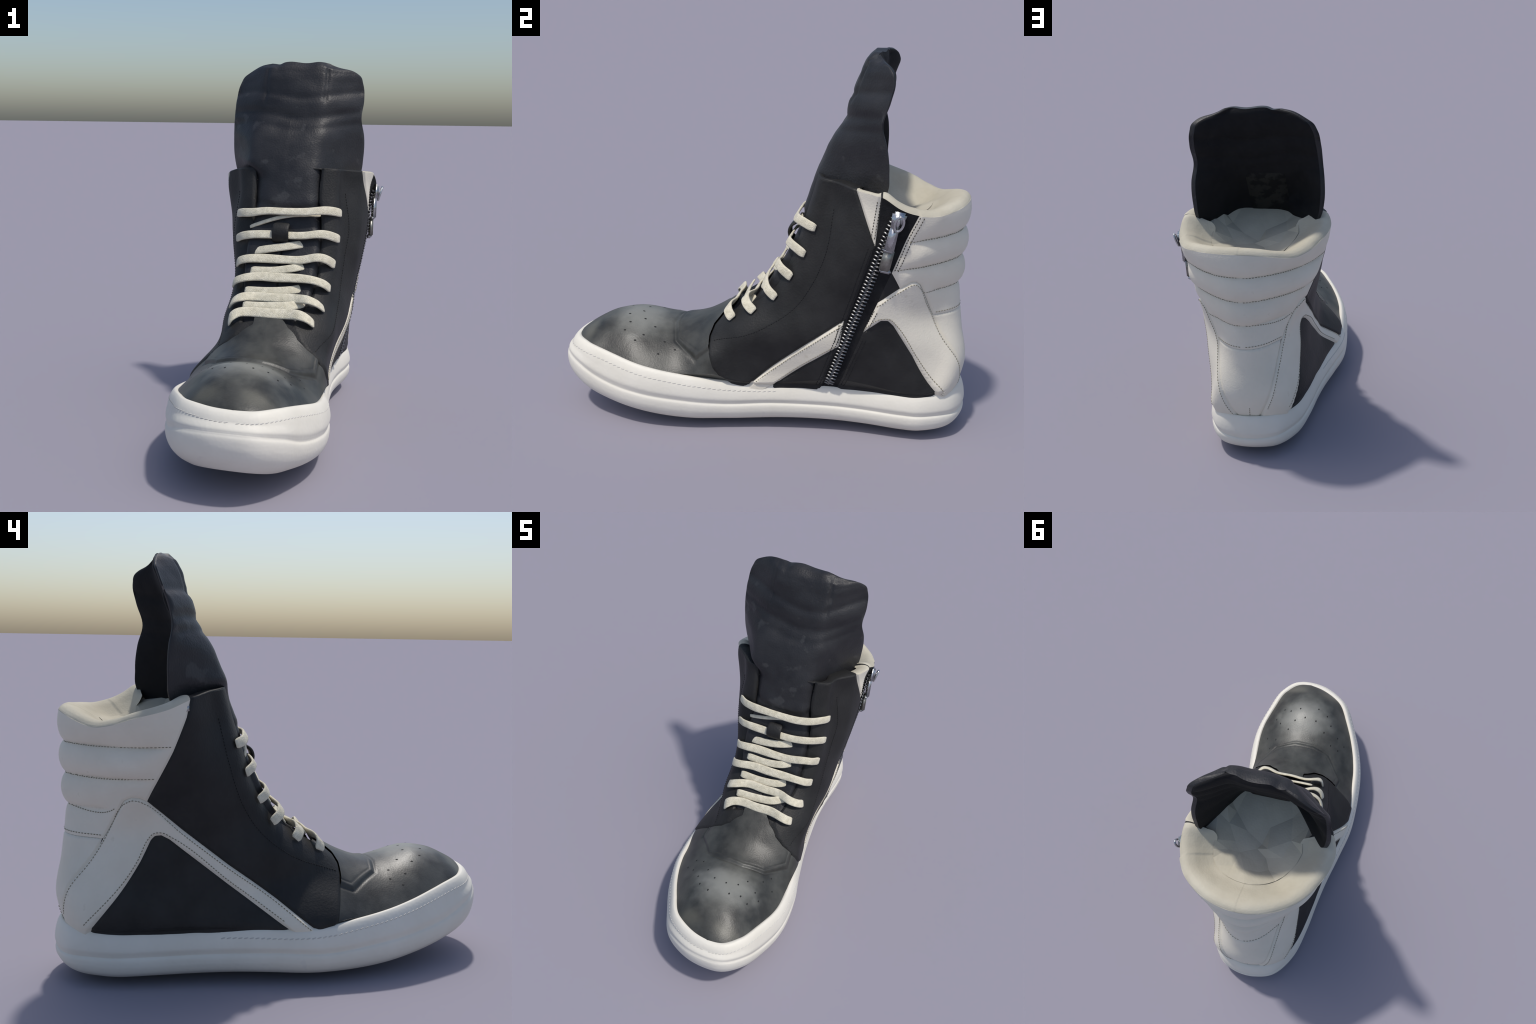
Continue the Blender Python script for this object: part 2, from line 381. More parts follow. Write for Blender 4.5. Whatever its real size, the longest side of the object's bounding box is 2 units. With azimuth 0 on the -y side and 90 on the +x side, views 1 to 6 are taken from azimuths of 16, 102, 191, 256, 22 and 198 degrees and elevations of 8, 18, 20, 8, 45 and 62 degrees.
def side_field(right, left):
    def f(p, w):
        r = poly_sdf(right, w, p[:, 2]) if right else np.full(len(p), BIG)
        l = poly_sdf(left, w, p[:, 2]) if left else np.full(len(p), BIG)
        return np.where(p[:, 0] >= 0, r, l)
    return f

def opening_field(p, w):
    x0 = spline([.5, .56, .63, .70, .85, 1.0, 1.12, 1.3], [.11, .125, .155, .172, .178, .174, .168, .175], p[:, 2])
    xm = spline([.5, .56, .63, .85, 1.0, 1.12, 1.3], [0, 0, .005, 0, 0, -.015, -.02], p[:, 2])
    return np.maximum(np.abs(p[:, 0] - xm) - x0, np.maximum(.5 * (p[:, 1] - .40), (-.145 - p[:, 1])))

PANELS = [  # name, field, material, plateau height
    ("zip_tape", side_field(TAPE, None), "tape", -.006),
    ("collar_triangle", side_field(TRIANGLE, None), "cream", .002),
    ("side_stripe", side_field(STRIPE_R, None), "cream", .006),
    ("heel_stripe", side_field(ARROW_R, ARROW_L), "cream", .007),
    ("collar", side_field(COLLAR_R, COLLAR_L), "cream", .0),
    ("heel_counter", side_field(COUNTER, COUNTER), "cream", .001),
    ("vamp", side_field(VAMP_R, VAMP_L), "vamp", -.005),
    ("opening", opening_field, None, 0),
    ("side_panel", side_field(SIDE_R, SIDE_L), "black", -.002),
    ("quarter", None, "black", .003),
]

# keep only what shows above the sole
w0 = wrap_w(BASE_V)
data = np.c_[BASE_V, BASE_N]
data, tri = clip(data, BASE_T, data[:, 2] - (z_top(data[:, 1]) - .06))
fields = [f for _, f, _, _ in PANELS if f]
SURF_V, SURF_T = [], []
def collar_rolls(p, w, d):
    z = p[:, 2]; out = np.zeros(len(z))
    for z0, z1, amp in zip(CREASES[:-1], CREASES[1:], (.018, .030, .032, .034)):
        u = np.clip((z - z0) / (z1 - z0), 0, 1); m = (z >= z0) & (z < z1)
        if z1 > 1.2:
            u = np.clip((z - z0) / .2, 0, .62)
        out[m] = (amp * np.sin(PI * u) ** .55)[m]
    return (out - .021) * smooth(0, .09, d) + .002

PATCH = [(-.25, -.16), (-.268, -.278), (-.165, -.408), (-.06, -.434), (.06, -.434), (.178, -.397), (.273, -.276), (.262, -.14), (0, -.10)]
def relief(k, p):
    """How far panel k stands off the body: sunken seams, raised overlays, padded rolls."""
    name, _, _, h = PANELS[k]
    w = wrap_w(p)
    d = np.full(len(p), 1.0)
    for _, g, _, _ in PANELS[:k + 1]:
        if g is not None:
            d = np.minimum(d, np.abs(g(p, w)))
    disp = -.005 + (h + .005) * smooth(0, .011, d)
    if name == "collar":
        disp = np.where(d < .012, -.005 * (1 - smooth(0, .012, d)), 0) + collar_rolls(p, w, d)
    if name in ("quarter", "side_panel", "vamp"):
        disp = disp + .0016 * waves(p, 3, 16, 4) * smooth(0, .03, d)
    if name == "vamp":
        e = -poly_sdf(PATCH, p[:, 0], p[:, 1])
        disp = disp + np.where(e > -.003, .0085 * smooth(-.003, .013, e), 0) - .004 * bump(e, -.004, .007) - .002 * bump(e, .022, .004)
    if name == "heel_counter":
        disp = disp + .0008 * waves(p, 5, 14, 3)
    return disp

PARTS = {}
rest, rt = data, tri
for k, (name, field, mat, h) in enumerate(PANELS):
    if field is not None:
        f = field(rest[:, :3], wrap_w(rest[:, :3]))
        part, pt = clip(rest, rt, -f)
        rest, rt = clip(rest, rt, f)
    else:
        part, pt = rest, rt
    if mat is None or len(pt) == 0:
        continue
    p, n = part[:, :3], part[:, 3:]
    v = p + n * relief(k, p)[:, None]
    PARTS[name] = (v, pt, mat, n)
    SURF_V.append(v); SURF_T.append(pt + sum(len(q) for q in SURF_V[:-1]))
# the collar edge after relief, and which panel each point of it belongs to
rim_w = wrap_w(RIM); RIM_PANEL = np.full(NA, len(PANELS) - 1); RIM_N = BASE_N.reshape(NT, NA, 3)[-1]
for k in range(len(PANELS) - 2, -1, -1):
    RIM_PANEL[PANELS[k][1](RIM, rim_w) < 0] = k
RIM2 = RIM.copy()
for k in np.unique(RIM_PANEL):
    m = RIM_PANEL == k
    RIM2[m] = RIM[m] + RIM_N[m] * relief(k, RIM[m])[:, None]
SURF = BVHTree.FromPolygons(np.vstack(SURF_V).tolist(), np.vstack(SURF_T).tolist())

def surface(side, w, z, lift=0.0):
    """Point and normal of the finished upper at girth w, height z."""
    if w <= .6:
        o, dr = Vector((2 * side, w, z)), Vector((-side, 0, 0))
    else:
        a = (w - .6) / .3
        dr = Vector((-side * math.cos(a), -math.sin(a), 0)); o = Vector((0, .6, z)) - 2 * dr
    loc, nor, _, _ = SURF.ray_cast(o, dr)
    if loc is None:
        loc, nor, _, _ = SURF.find_nearest(Vector((.3 * side, min(w, .9), z)))
    if nor.dot(dr) > 0:
        nor = -nor
    return np.array(loc + nor * lift), np.array(nor)

def split_sides(v, t):
    c = v[t].mean(1)[:, 0]
    return [t[c >= 0], t[c < 0]]

def skirt(v, t, n, depth):
    """Give an open panel edge thickness by folding its border inwards."""
    e = np.sort(np.concatenate([t[:, [0, 1]], t[:, [1, 2]], t[:, [2, 0]]]), axis=1)
    u, c = np.unique(e, axis=0, return_counts=True)
    border = set(map(tuple, u[c == 1]))
    idx = np.unique(u[c == 1])
    m = {int(k): len(v) + i for i, k in enumerate(idx)}
    v2 = np.vstack([v, v[idx] - n[idx] * depth])
    add = []
    for tri_ in t:
        for a, b in ((tri_[0], tri_[1]), (tri_[1], tri_[2]), (tri_[2], tri_[0])):
            if (min(a, b), max(a, b)) in border:
                a, b = int(a), int(b)
                add += [(b, a, m[a]), (b, m[a], m[b])]
    return v2, np.vstack([t, np.array(add)])

PART_OBJECT = {}
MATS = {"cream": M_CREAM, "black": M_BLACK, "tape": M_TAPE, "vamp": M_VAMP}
for name, (v, t, mat, n) in PARTS.items():
    if name in ("collar", "heel_counter", "vamp", "zip_tape", "collar_triangle", "side_stripe"):
        groups = [t]
    else:
        groups = split_sides(v, t)
    for g in groups:
        if len(g) == 0:
            continue
        vv, tt, nn = compact(v, g, n)
        if name == "quarter":
            vv, tt = skirt(vv, tt, nn, .03)
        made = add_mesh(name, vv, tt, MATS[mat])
        if name in ("zip_tape", "vamp"):
            PART_OBJECT[name] = made

# ------------------------------------------------------------------ tongue
# height | front y | right edge x,y | left edge x,y | thickness mid, edge
TONGUE = np.array([
    (.50, -.17, .15, .02, -.15, .02, .03, .02),
    (.56, -.125, .17, .05, -.17, .05, .04, .02),
    (.64, -.012, .20, .16, -.20, .16, .04, .02),
    (.77, .084, .21, .27, -.23, .27, .04, .02),
    (.93, .166, .22, .36, -.24, .36, .04, .02),
    (1.04, .204, .23, .44, -.26, .42, .05, .02),
    (1.09, .205, .25, .48, -.28, .45, .05, .02),
    (1.14, .222, .27, .53, -.31, .49, .06, .02),
    (1.21, .245, .30, .60, -.35, .545, .07, .02),
    (1.31, .288, .315, .612, -.375, .558, .08, .025),
    (1.42, .340, .318, .60, -.378, .555, .09, .025),
    (1.51, .388, .305, .578, -.37, .54, .09, .025),
    (1.61, .415, .312, .606, -.365, .562, .09, .03),
    (1.69, .452, .302, .622, -.352, .59, .09, .03),
    (1.74, .470, .28, .61, -.32, .60, .09, .03),
    (1.775, .49, .22, .575, -.25, .585, .08, .03),
    (1.797, .515, .14, .54, -.17, .56, .05, .02)])
NZ, NB = 130, 121
zq = np.concatenate([np.linspace(.5, 1.7, 95), np.linspace(1.7, 1.797, 36)[1:]])
tg = spline(TONGUE[:, 0], TONGUE[:, 1:], zq)
a = np.linspace(-1, 1, NB)
def tongue_row(z, r, inner):
    yf, xr, yr, xl, yl, tm, te = r
    up_ = smooth(1.15, 1.25, z); xr -= .007 * up_; xl -= .010 * up_
    c = np.cos(a * PI / 2); s = np.sin(a * PI / 2)
    x0 = (xr + xl) / 2; hw = (xr - xl) / 2
    ye = np.where(a > 0, yr, yl)
    th = te + (tm - te) * c ** .8
    x = x0 + hw * np.sign(s) * np.abs(s) ** .92
    # flat front, then straight wings running back to the free edges
    left = -.15 - .085 * smooth(1.20, 1.30, z) + .07 * smooth(1.35, 1.7, z)
    corner = np.where(a > 0, .135, left); low = smooth(1.1, .85, z)
    corner = corner * (1 - low) + (x0 + hw * np.sign(a) * .8) * low
    edge = np.where(a > 0, xr, xl)
    corner = np.sign(corner) * np.minimum(np.abs(corner), .62 * np.abs(edge)) if z > 1.2 else corner
    k = np.clip((x - corner) / (edge - corner), -3, 1)
    k = (k + np.sqrt(k * k + .05)) / 2; k = k / ((1 + math.sqrt(1.05)) / 2)
    y = yf + (ye - yf) * np.clip(k, 0, 1)
    if inner:
        x = x0 + (x - x0) * (1 - te / hw * .9)
        y = y + th * np.maximum(c, .15)
    return np.c_[x, y, np.full(NB, z)]
rows = []
for z, r in zip(zq, tg):
    rows.append(np.concatenate([tongue_row(z, r, False), tongue_row(z, r, True)[::-1]]))
TV = np.concatenate(rows); TT = grid_tris(len(rows), 2 * NB, True)
if vertex_normals(TV, TT)[60, 1] > 0:
    TT = TT[:, ::-1]
# padded quilting: cross creases above, two upright seams near the top, loose wrinkles
tn = vertex_normals(TV, TT); aa = np.tile(np.r_[a, a[::-1]], len(rows)); outer = np.tile(np.r_[np.ones(NB), np.zeros(NB)], len(rows))
zz = TV[:, 2] - .05 * np.abs(TV[:, 0]) + .012 * np.sin(TV[:, 0] * 11 + 1)
fade = smooth(1.0, .8, np.abs(aa))
rel = np.zeros(len(TV))
for zc, dp, wd in ((1.625, .008, .016), (1.520, .007, .018), (1.46, .004, .012), (1.075, .007, .018)):
    rel -= dp * bump(zz, zc, wd)
for zc in (1.70, 1.575, 1.40):
    rel += .004 * bump(zz, zc, .04)
rel -= .009 * (bump(TV[:, 0], .135, .010) + .7 * bump(TV[:, 0], -.185, .010)) * smooth(1.56, 1.62, TV[:, 2]) * outer
rel += .006 * waves(TV * [1, .6, 1.4], 31, 15, 4) * np.clip((TV[:, 2] - .95) / .2, .3, 1) * np.where(outer > 0, 1, .5)
TV = TV + tn * (rel * fade * smooth(1.797, 1.755, TV[:, 2]))[:, None]
edge_drop = smooth(1.70, 1.79, TV[:, 2])
TV[:, 2] -= edge_drop * (.010 * smooth(.06, .16, TV[:, 0]) + .006 * bump(TV[:, 0], -.13, .02) + .004 * np.sin(TV[:, 0] * 37 + 1))
top = len(rows) - 1
cap = []
for j in range(NB - 1):
    p, q = top * 2 * NB + j, top * 2 * NB + 2 * NB - 1 - j
    cap += [(p, p + 1, q - 1), (p, q - 1, q)]
allt = np.vstack([TT, cap])
is_in = (outer[allt].sum(1) == 0)
v, t = compact(TV, allt[~is_in]); TONGUE_OBJ = add_mesh("tongue", v, t, M_TONGUE)
v, t = compact(TV, allt[is_in]); add_mesh("tongue_lining", v, t, M_INNER, TONGUE_OBJ)

# ------------------------------------------------------------------ collar rim and lining
centre = np.array([-.005, .58, 1.085])
PAD = np.array([(0, 0), (.007, .010), (.020, .020), (.042, .024), (.075, .014), (.11, -.006), (.145, -.026), (.18, -.04)])
LEDGE = np.array([(0, 0), (.003, .004), (.010, .006), (.028, .006), (.05, .004), (.07, .001), (.09, -.004), (.115, -.012)])
names = np.array([PANELS[k][0] for k in RIM_PANEL])
padded = np.isin(names, ["collar", "heel_counter", "zip_tape"]).astype(float)
ker = np.exp(-(np.arange(-14, 15) / 6.0) ** 2); ker /= ker.sum()
blend = np.convolve(np.r_[padded[-14:], padded, padded[:14]], ker, "valid")[:, None]
dh = centre - RIM2; dh[:, 2] = 0; dh /= np.linalg.norm(dh, axis=1)[:, None]
qs = np.linspace(0, len(PAD) - 1, 43)
pad, led = spline(np.arange(len(PAD)), PAD, qs), spline(np.arange(len(PAD)), LEDGE, qs)
reach = np.interp(np.minimum(np.arange(NA), NA - np.arange(NA)) * 360 / NA, [0, 22, 45, 70], [.25, .3, .9, 1.0])[:, None]
reach[names == 'collar_triangle'] *= .55
rows = []
for (i1, z1), (i2, z2) in zip(pad, led):
    i = i1 * blend + i2 * reach * (1 - blend); z = z1 * blend + z2 * (1 - blend)
    rows.append(RIM2 + dh * i + np.c_[np.zeros((NA, 2)), z])
CV = np.concatenate(rows); CT = grid_tris(len(rows), NA, True)
if vertex_normals(CV, CT)[:, 2].mean() < 0:
    CT = CT[:, ::-1]
CV = CV + (vertex_normals(CV, CT) * (.0025 * waves(CV, 21, 26, 3))[:, None]) * smooth(0, .02, np.repeat(np.arange(len(rows)) / 43, NA))[:, None]
col = np.tile(np.arange(NA), len(rows))
is_cream = np.isin(names, ["collar", "heel_counter", "collar_triangle"]) | (names == "zip_tape")
tri_cream = is_cream[col[CT]].all(1)
v, t = compact(CV, CT[tri_cream]); add_mesh("collar_rim", v, t, M_LINING)
near = (np.repeat(np.arange(len(rows)), NA)[CT] < 38).all(1)
v, t = compact(CV, CT[~tri_cream & near]); add_mesh("quarter_edge", v, t, M_BLACK)
# the hollow inside: coarse creased cloth, irregular flat facets
from mathutils.geometry import delaunay_2d_cdt
NR = 30
idx = (np.arange(NR) * NA // NR)
fr = (1 - blend[idx])
edge = rows[-1][idx] - dh[idx] * (.010 + .02 * fr) + np.c_[np.zeros((NR, 2)), .006 - .05 * fr]
rr = np.random.default_rng(11)
pts = [Vector(p[:2]) for p in edge]; zs_ = list(edge[:, 2])
for s_, k in ((.35, 11), (.68, 7), (.97, 2)):
    for i in range(k):
        f = (i + rr.uniform(-.25, .25) + s_) / k * NR
        e = edge[int(f) % NR]; q = e + (centre - e) * (s_ + rr.uniform(-.08, .08))
        pts.append(Vector(q[:2])); zs_.append(e[2] * (1 - s_) + centre[2] * s_ - .012 + rr.normal(0, .006))
res = delaunay_2d_cdt(pts, [], [list(range(NR))], 1, 1e-6)
LV = [(p.x, p.y, zs_[o[0]]) for p, o in zip(res[0], res[3])]
add_mesh("lining", LV, res[2], M_LINING, shade=False)

# ------------------------------------------------------------------ ribbons, stitches, hardware
def ribbon(path, normals, width, thick, taper=0.0):
    """Flat cord swept along a path; its flat side follows the normals."""
    p = np.asarray(path, float); n = np.asarray(normals, float)
    t = np.gradient(p, axis=0); t /= np.linalg.norm(t, axis=1)[:, None]
    n = n - (n * t).sum(1)[:, None] * t; n /= np.linalg.norm(n, axis=1)[:, None]
    b = np.cross(t, n)
    k = 12; a_ = np.arange(k) * 2 * PI / k
    cx = np.sign(np.cos(a_)) * np.abs(np.cos(a_)) ** .5; cy = np.sign(np.sin(a_)) * np.abs(np.sin(a_)) ** .7
    m = len(p); wv = np.broadcast_to(np.asarray(width, float), (m,)).copy()
    e = np.minimum(np.arange(m), np.arange(m)[::-1]) / 2.5
    cl = np.sqrt(np.clip(1 - (1 - np.clip(e, 0, 1)) ** 2, .12, 1))
    V = (p[:, None] + b[:, None] * (cx * .5)[None, :, None] * (wv * (.6 + .4 * cl))[:, None, None] + n[:, None] * (cy * thick / 2)[None, :, None] * cl[:, None, None])
    T = grid_tris(m, k, True).tolist()
    V = V.reshape(-1, 3)
    T += [tuple(range(k))[::-1], tuple(range((m - 1) * k, m * k))]
    return V, T

def front_point(x, z, lift):
    loc, nor, _, _ = SURF.ray_cast(Vector((x, -2, z)), Vector((0, 1, 0)))
    if loc is None:
        return None, None
    if nor.y > 0:
        nor = -nor
    return np.array(loc + nor * lift), np.array(nor)

# lace rows: right eyelet, right fold, middle, left fold, left eyelet
ROWS = [
    ((.237, .299, 1.039), (.19, .212, 1.062), (0, .193, 1.050), (-.195, .215, 1.037), (-.266, .272, 1.023)),
    ((.241, .255, .915), (.19, .172, .950), (0, .160, .936), (-.188, .170, .930), (-.254, .227, .899)),
    ((.242, .194, .796), (.193, .120, .842), (0, .112, .822), (-.180, .108, .818), (-.240, .156, .780)),
    ((.242, .116, .689), (.185, .058, .737), (0, .050, .742), (-.175, .042, .733), (-.241, .093, .685)),
    ((.235, .010, .608), (.178, -.042, .660), (0, -.012, .653), (-.165, -.040, .652), (-.218, -.016, .600)),
    ((.213, -.100, .556), (.150, -.128, .604), (0, -.112, .598), (-.145, -.128, .598), (-.189, -.136, .537)),
]
def lace_path(pts, n, sink=True):
    p = curve(pts, n)
    nor = np.zeros_like(p)
    for i, q in enumerate(p):
        loc, nn, _, dist = SURF.find_nearest(Vector(q))
        s_ = np.array(nn); s_ *= np.sign(s_ @ np.array([q[0] * .6, -.7, .35]))
        nor[i] = s_ if abs(q[0]) > .17 else np.array([q[0] * .8, -.75, .5])
        if sink and abs(q[0]) > .17 and (q - np.array(loc)) @ s_ < .009:
            p[i] = np.array(loc) + s_ * .009
    for _ in range(6):
        nor[1:-1] = (nor[:-2] + nor[1:-1] * 2 + nor[2:]) / 4
        p[1:-1] = (p[:-2] + p[1:-1] * 2 + p[2:]) / 4
    nor /= np.linalg.norm(nor, axis=1)[:, None]
    return p, nor
lace_w = [.042, .042, .045, .046, .048, .050]
for i, (r, rf, m, lf, l) in enumerate(ROWS):
    r, rf, m, lf, l = map(np.array, (r, rf, m, lf, l))
    rf, m, lf = rf + [0, -.006, 0], m + [0, -.010, .002], lf + [0, -.006, 0]
    p, n = lace_path([r, (r + rf) / 2 + [.012, -.012, .006], rf, m + [.1, .002, .002], m, m + [-.1, .002, 0], lf, (l + lf) / 2 + [-.012, -.012, .004], l], 64)
    v, f = ribbon(p, n, lace_w[i] * (1 + .05 * np.sin(np.linspace(0, 9, 64) + i) + .06 * waves(p, 50 + i, 30, 2)), .012)
    add_mesh("lace", v, f, M_LACE)
# crossings that climb from a left fold to the next row's right fold, beneath the rows
CROSS = [((-.19, .205, .965), (-.10, .185, 1.0), (.02, .192, 1.032), (.165, .235, 1.035), .020),
         ((-.18, .150, .845), (-.08, .130, .868), (.05, .140, .89), (.165, .205, .905), .042),
         ((-.15, .085, .765), (-.02, .075, .772), (.08, .085, .79), (.16, .155, .805), .042),
         ((-.16, .020, .675), (-.02, .012, .68), (.08, .025, .69), (.155, .085, .705), .044),
         ((-.14, -.080, .62), (-.02, -.075, .622), (.08, -.06, .628), (.145, -.01, .635), .046)]
for a_, b_, c_, d_, wd in CROSS:
    p, n = lace_path([a_, b_, c_, d_], 40, False)
    v, f = ribbon(p, n, wd, .011)
    add_mesh("lace", v, f, M_LACE)
# lace keeper sewn on the tongue
p, n = lace_path([(-.016, .175, .995), (-.016, .140, .972), (-.016, .132, .935), (-.016, .150, .905), (-.016, .185, .895)], 24, False)
n[:] = [0, -.8, .3]
v, f = ribbon(p, np.tile([0, -1, .2], (24, 1)), .085, .014)
add_mesh("lace_keeper", v, f, M_BLACK, TONGUE_OBJ)

def offset_line(pts, d):
    p = np.asarray(pts, float); t = np.gradient(p, axis=0); t /= np.linalg.norm(t, axis=1)[:, None]
    return p + np.c_[-t[:, 1], t[:, 0]] * d

def stitches(name, side, pts, inset, mat, pitch=.0135, length=.0085, radius=.0021, shift=.001):
    """A row of short thread dashes laid on the surface along a (girth, height) line."""
    line = curve(pts, 400)
    if inset:
        line = offset_line(line, inset)
    s_ = np.r_[0, np.cumsum(np.linalg.norm(np.diff(line, axis=0), axis=1))]
    V, T = [], []
    for c in np.arange(pitch / 2, s_[-1], pitch):
        ends = []
        for q in (c - length / 2, c + length / 2):
            ends.append(surface(side, np.interp(q, s_, line[:, 0]), np.interp(q, s_, line[:, 1]), shift))
        (p0, n0), (p1, n1) = ends
        if np.linalg.norm(p1 - p0) > .03:
            continue
        t = (p1 - p0) / (np.linalg.norm(p1 - p0) + 1e-9); b = np.cross(t, n0)
        o = len(V)
        for q, sc in ((p0, .5), (p0 + (p1 - p0) * .25, 1), (p0 + (p1 - p0) * .75, 1), (p1, .5)):
            for kx, kn in ((1, 0), (.0, .8), (-1, 0), (0, -.8)):
                V.append(q + (b * kx + n0 * kn) * radius * sc)
        for i in range(3):
            for j in range(4):
                a0, a1 = o + i * 4 + j, o + i * 4 + (j + 1) % 4
                T.append((a0, a1, a1 + 4, a0 + 4))
    if V:
        add_mesh(name, V, T, mat, kind="stuff")

E_ = .013
stitches("stitching", -1, [(-.06, .25)] + ARROW_L[-3:] + [ARROW_L[0]] + ARROW_L[1:8] + [(.99, .30)], -E_, M_THREAD)
stitches("stitching", -1, [(.868, .262)] + ARROW_L[12:18] + [(.07, .27)], -E_, M_THREAD)
stitches("stitching", 1, ARROW_R[2:11] + [(1.0, .315), (1.03, .245)], -E_, M_THREAD)
stitches("stitching", 1, [(.885, .258), (.774, .446), (.668, .602), (.64, .628), (.605, .629), (.535, .57)], -E_, M_THREAD)
stitches("stitching", 1, [(.01, .27), (.104, .35), (.27, .492), (.42, .608)], -E_, M_THREAD)
stitches("stitching", 1, [(.135, .265), (.26, .372), (.41, .483)], E_, M_THREAD)
for q in (.008, .022):
    stitches("stitching", 1, [(.44, .60), (.43, .55), (.42, .505)], -q, M_DARK_THREAD)
    stitches("stitching", 1, [(.519, .575), (.568, .685)], -q, M_DARK_THREAD)
    stitches("stitching", 1, [(.646, .885), (.69, 1.04), (.722, 1.15)], -q, M_DARK_THREAD)
    stitches("stitching", 1, [(.575, 1.03), (.598, 1.2)], q, M_DARK_THREAD)
    stitches("stitching", 1, [(.33, .24), (.418, .494), (.503, .767), (.57, .985)], q + .006, M_BLACK_THREAD)
    stitches("stitching", 1, [(.41, .26), (.515, .54)], -q - .004, M_BLACK_THREAD)
for z in CREASES[1:4]:
    stitches("stitching", 1, [({.752: .81, .886: .66, 1.02: .70}[z], z + .003), (.9, z), (1.06, z)], 0, M_THREAD)
    stitches("stitching", -1, [({.752: .78, .886: .605, 1.02: .545}[z], z + .01), (.8, z), (1.06, z)], 0, M_THREAD)
stitches("stitching", 1, [(.90, .642), (1.06, .642)], 0, M_THREAD)
stitches("stitching", -1, [(.86, .642), (1.06, .642)], 0, M_THREAD)
stitches("stitching", -1, [(1.055, .24), (1.052, .31)], 0, M_THREAD)
stitches("stitching", 1, [(-.19, .45), (.048, .542), (.217, .67), (.291, .787), (.348, .929), (.379, 1.138)], 0, M_BLACK_THREAD)
stitches("stitching", -1, [(-.21, .45), (.02, .545), (.15, .65), (.24, .79), (.29, .929), (.34, 1.138)], 0, M_BLACK_THREAD)

# stitch line round the toe of the sole, just below its top edge
V, T = [], []
dist = np.r_[0, np.cumsum(np.linalg.norm(np.diff(ring, axis=0), axis=1))]
SB = BVHTree.FromPolygons(SV.tolist(), ST_.tolist())
def sole_point(u, drop):
    x, y = np.interp(u, dist, ring[:, 0]), np.interp(u, dist, ring[:, 1])
    z = float(z_top(np.array([y]))[0]) - drop
    i = int(np.argmin(np.abs(dist - u))); d_ = Vector((*inward[i], 0))
    loc, nor, _, _ = SB.ray_cast(Vector((x, y, z)) - d_ * .3, d_)
    return np.array(loc), np.array(-nor if nor.dot(d_) > 0 else nor)
total = dist[-1] + np.linalg.norm(ring[0] - ring[-1])
def ring_u(side, y):
    m = (ring[:, 0] > 0) == (side > 0)
    i = np.where(m)[0]; return dist[i[np.argmin(np.abs(ring[i, 1] - y))]]
u_r, u_l = ring_u(1, .12), ring_u(-1, .32)
for c in np.concatenate([np.arange(.012, u_r, .024), np.arange(u_l, dist[-1] - .012, .024)]):
    p0, n0 = sole_point(c - .009, .040); p1, n1 = sole_point(c + .009, .036)
    t = (p1 - p0) / np.linalg.norm(p1 - p0); b = np.cross(t, n0); o = len(V)
    for q, sc in ((p0, .5), (p0 + (p1 - p0) * .25, 1), (p0 + (p1 - p0) * .75, 1), (p1, .5)):
        for kx, kn in ((1, 0), (.0, .9), (-1, 0), (0, -.9)):
            V.append(q + (b * kx + n0 * kn) * .0026 * sc)
    for i in range(3):
        for j in range(4):
            a0, a1 = o + i * 4 + j, o + i * 4 + (j + 1) % 4
            T.append((a0, a1, a1 + 4, a0 + 4))
add_mesh("sole_stitching", V, T, M_SOLE_THREAD, MIDSOLE, kind="stuff")

# perforations on the toe
HOLES = [(-.033, -.60), (-.10, -.545), (.04, -.607), (.085, -.666), (.143, -.644), (-.094, -.66), (-.131, -.606), (.188, -.658), (.193, -.56), (.195, -.452),
         (.22, -.393), (.256, -.467), (.227, -.593), (-.19, -.55), (-.21, -.47), (-.16, -.48), (.10, -.58), (-.03, -.69), (.13, -.52), (-.24, -.52)]
V, T = [], []
for x, y in HOLES:
    loc, nor, _, _ = SURF.ray_cast(Vector((x, y, 2)), Vector((0, 0, -1)))
    if loc is None:
        continue
    n = np.array(nor); n *= np.sign(n[2]); t = np.cross(n, [1, 0, 0]); t /= np.linalg.norm(t); b = np.cross(n, t); o = len(V)
    V.append(np.array(loc) + n * .0012)
    for i in range(8):
        a_ = i * PI / 4
        V.append(np.array(loc) + (t * math.cos(a_) * 1.4 + b * math.sin(a_)) * .0048 + n * .0003)
    T += [(o, o + 1 + i, o + 1 + (i + 1) % 8) for i in range(8)]
add_mesh("perforations", V, T, M_HOLE, PART_OBJECT["vamp"], kind="stuff")

# zip: teeth, slider, pull
ZIP = PART_OBJECT["zip_tape"]
def box(sx, sy, sz, bevel):
    import bmesh
    bm = bmesh.new(); bmesh.ops.create_cube(bm, size=1)
    for q in bm.verts:
        q.co = (q.co.x * sx, q.co.y * sy, q.co.z * sz)
    bmesh.ops.bevel(bm, geom=bm.edges[:], offset=bevel, segments=2, affect="EDGES")
    v = np.array([q.co[:] for q in bm.verts]); bm.verts.index_update(); f = [[q.index for q in g.verts] for g in bm.faces]
    bm.free()
    return v, f

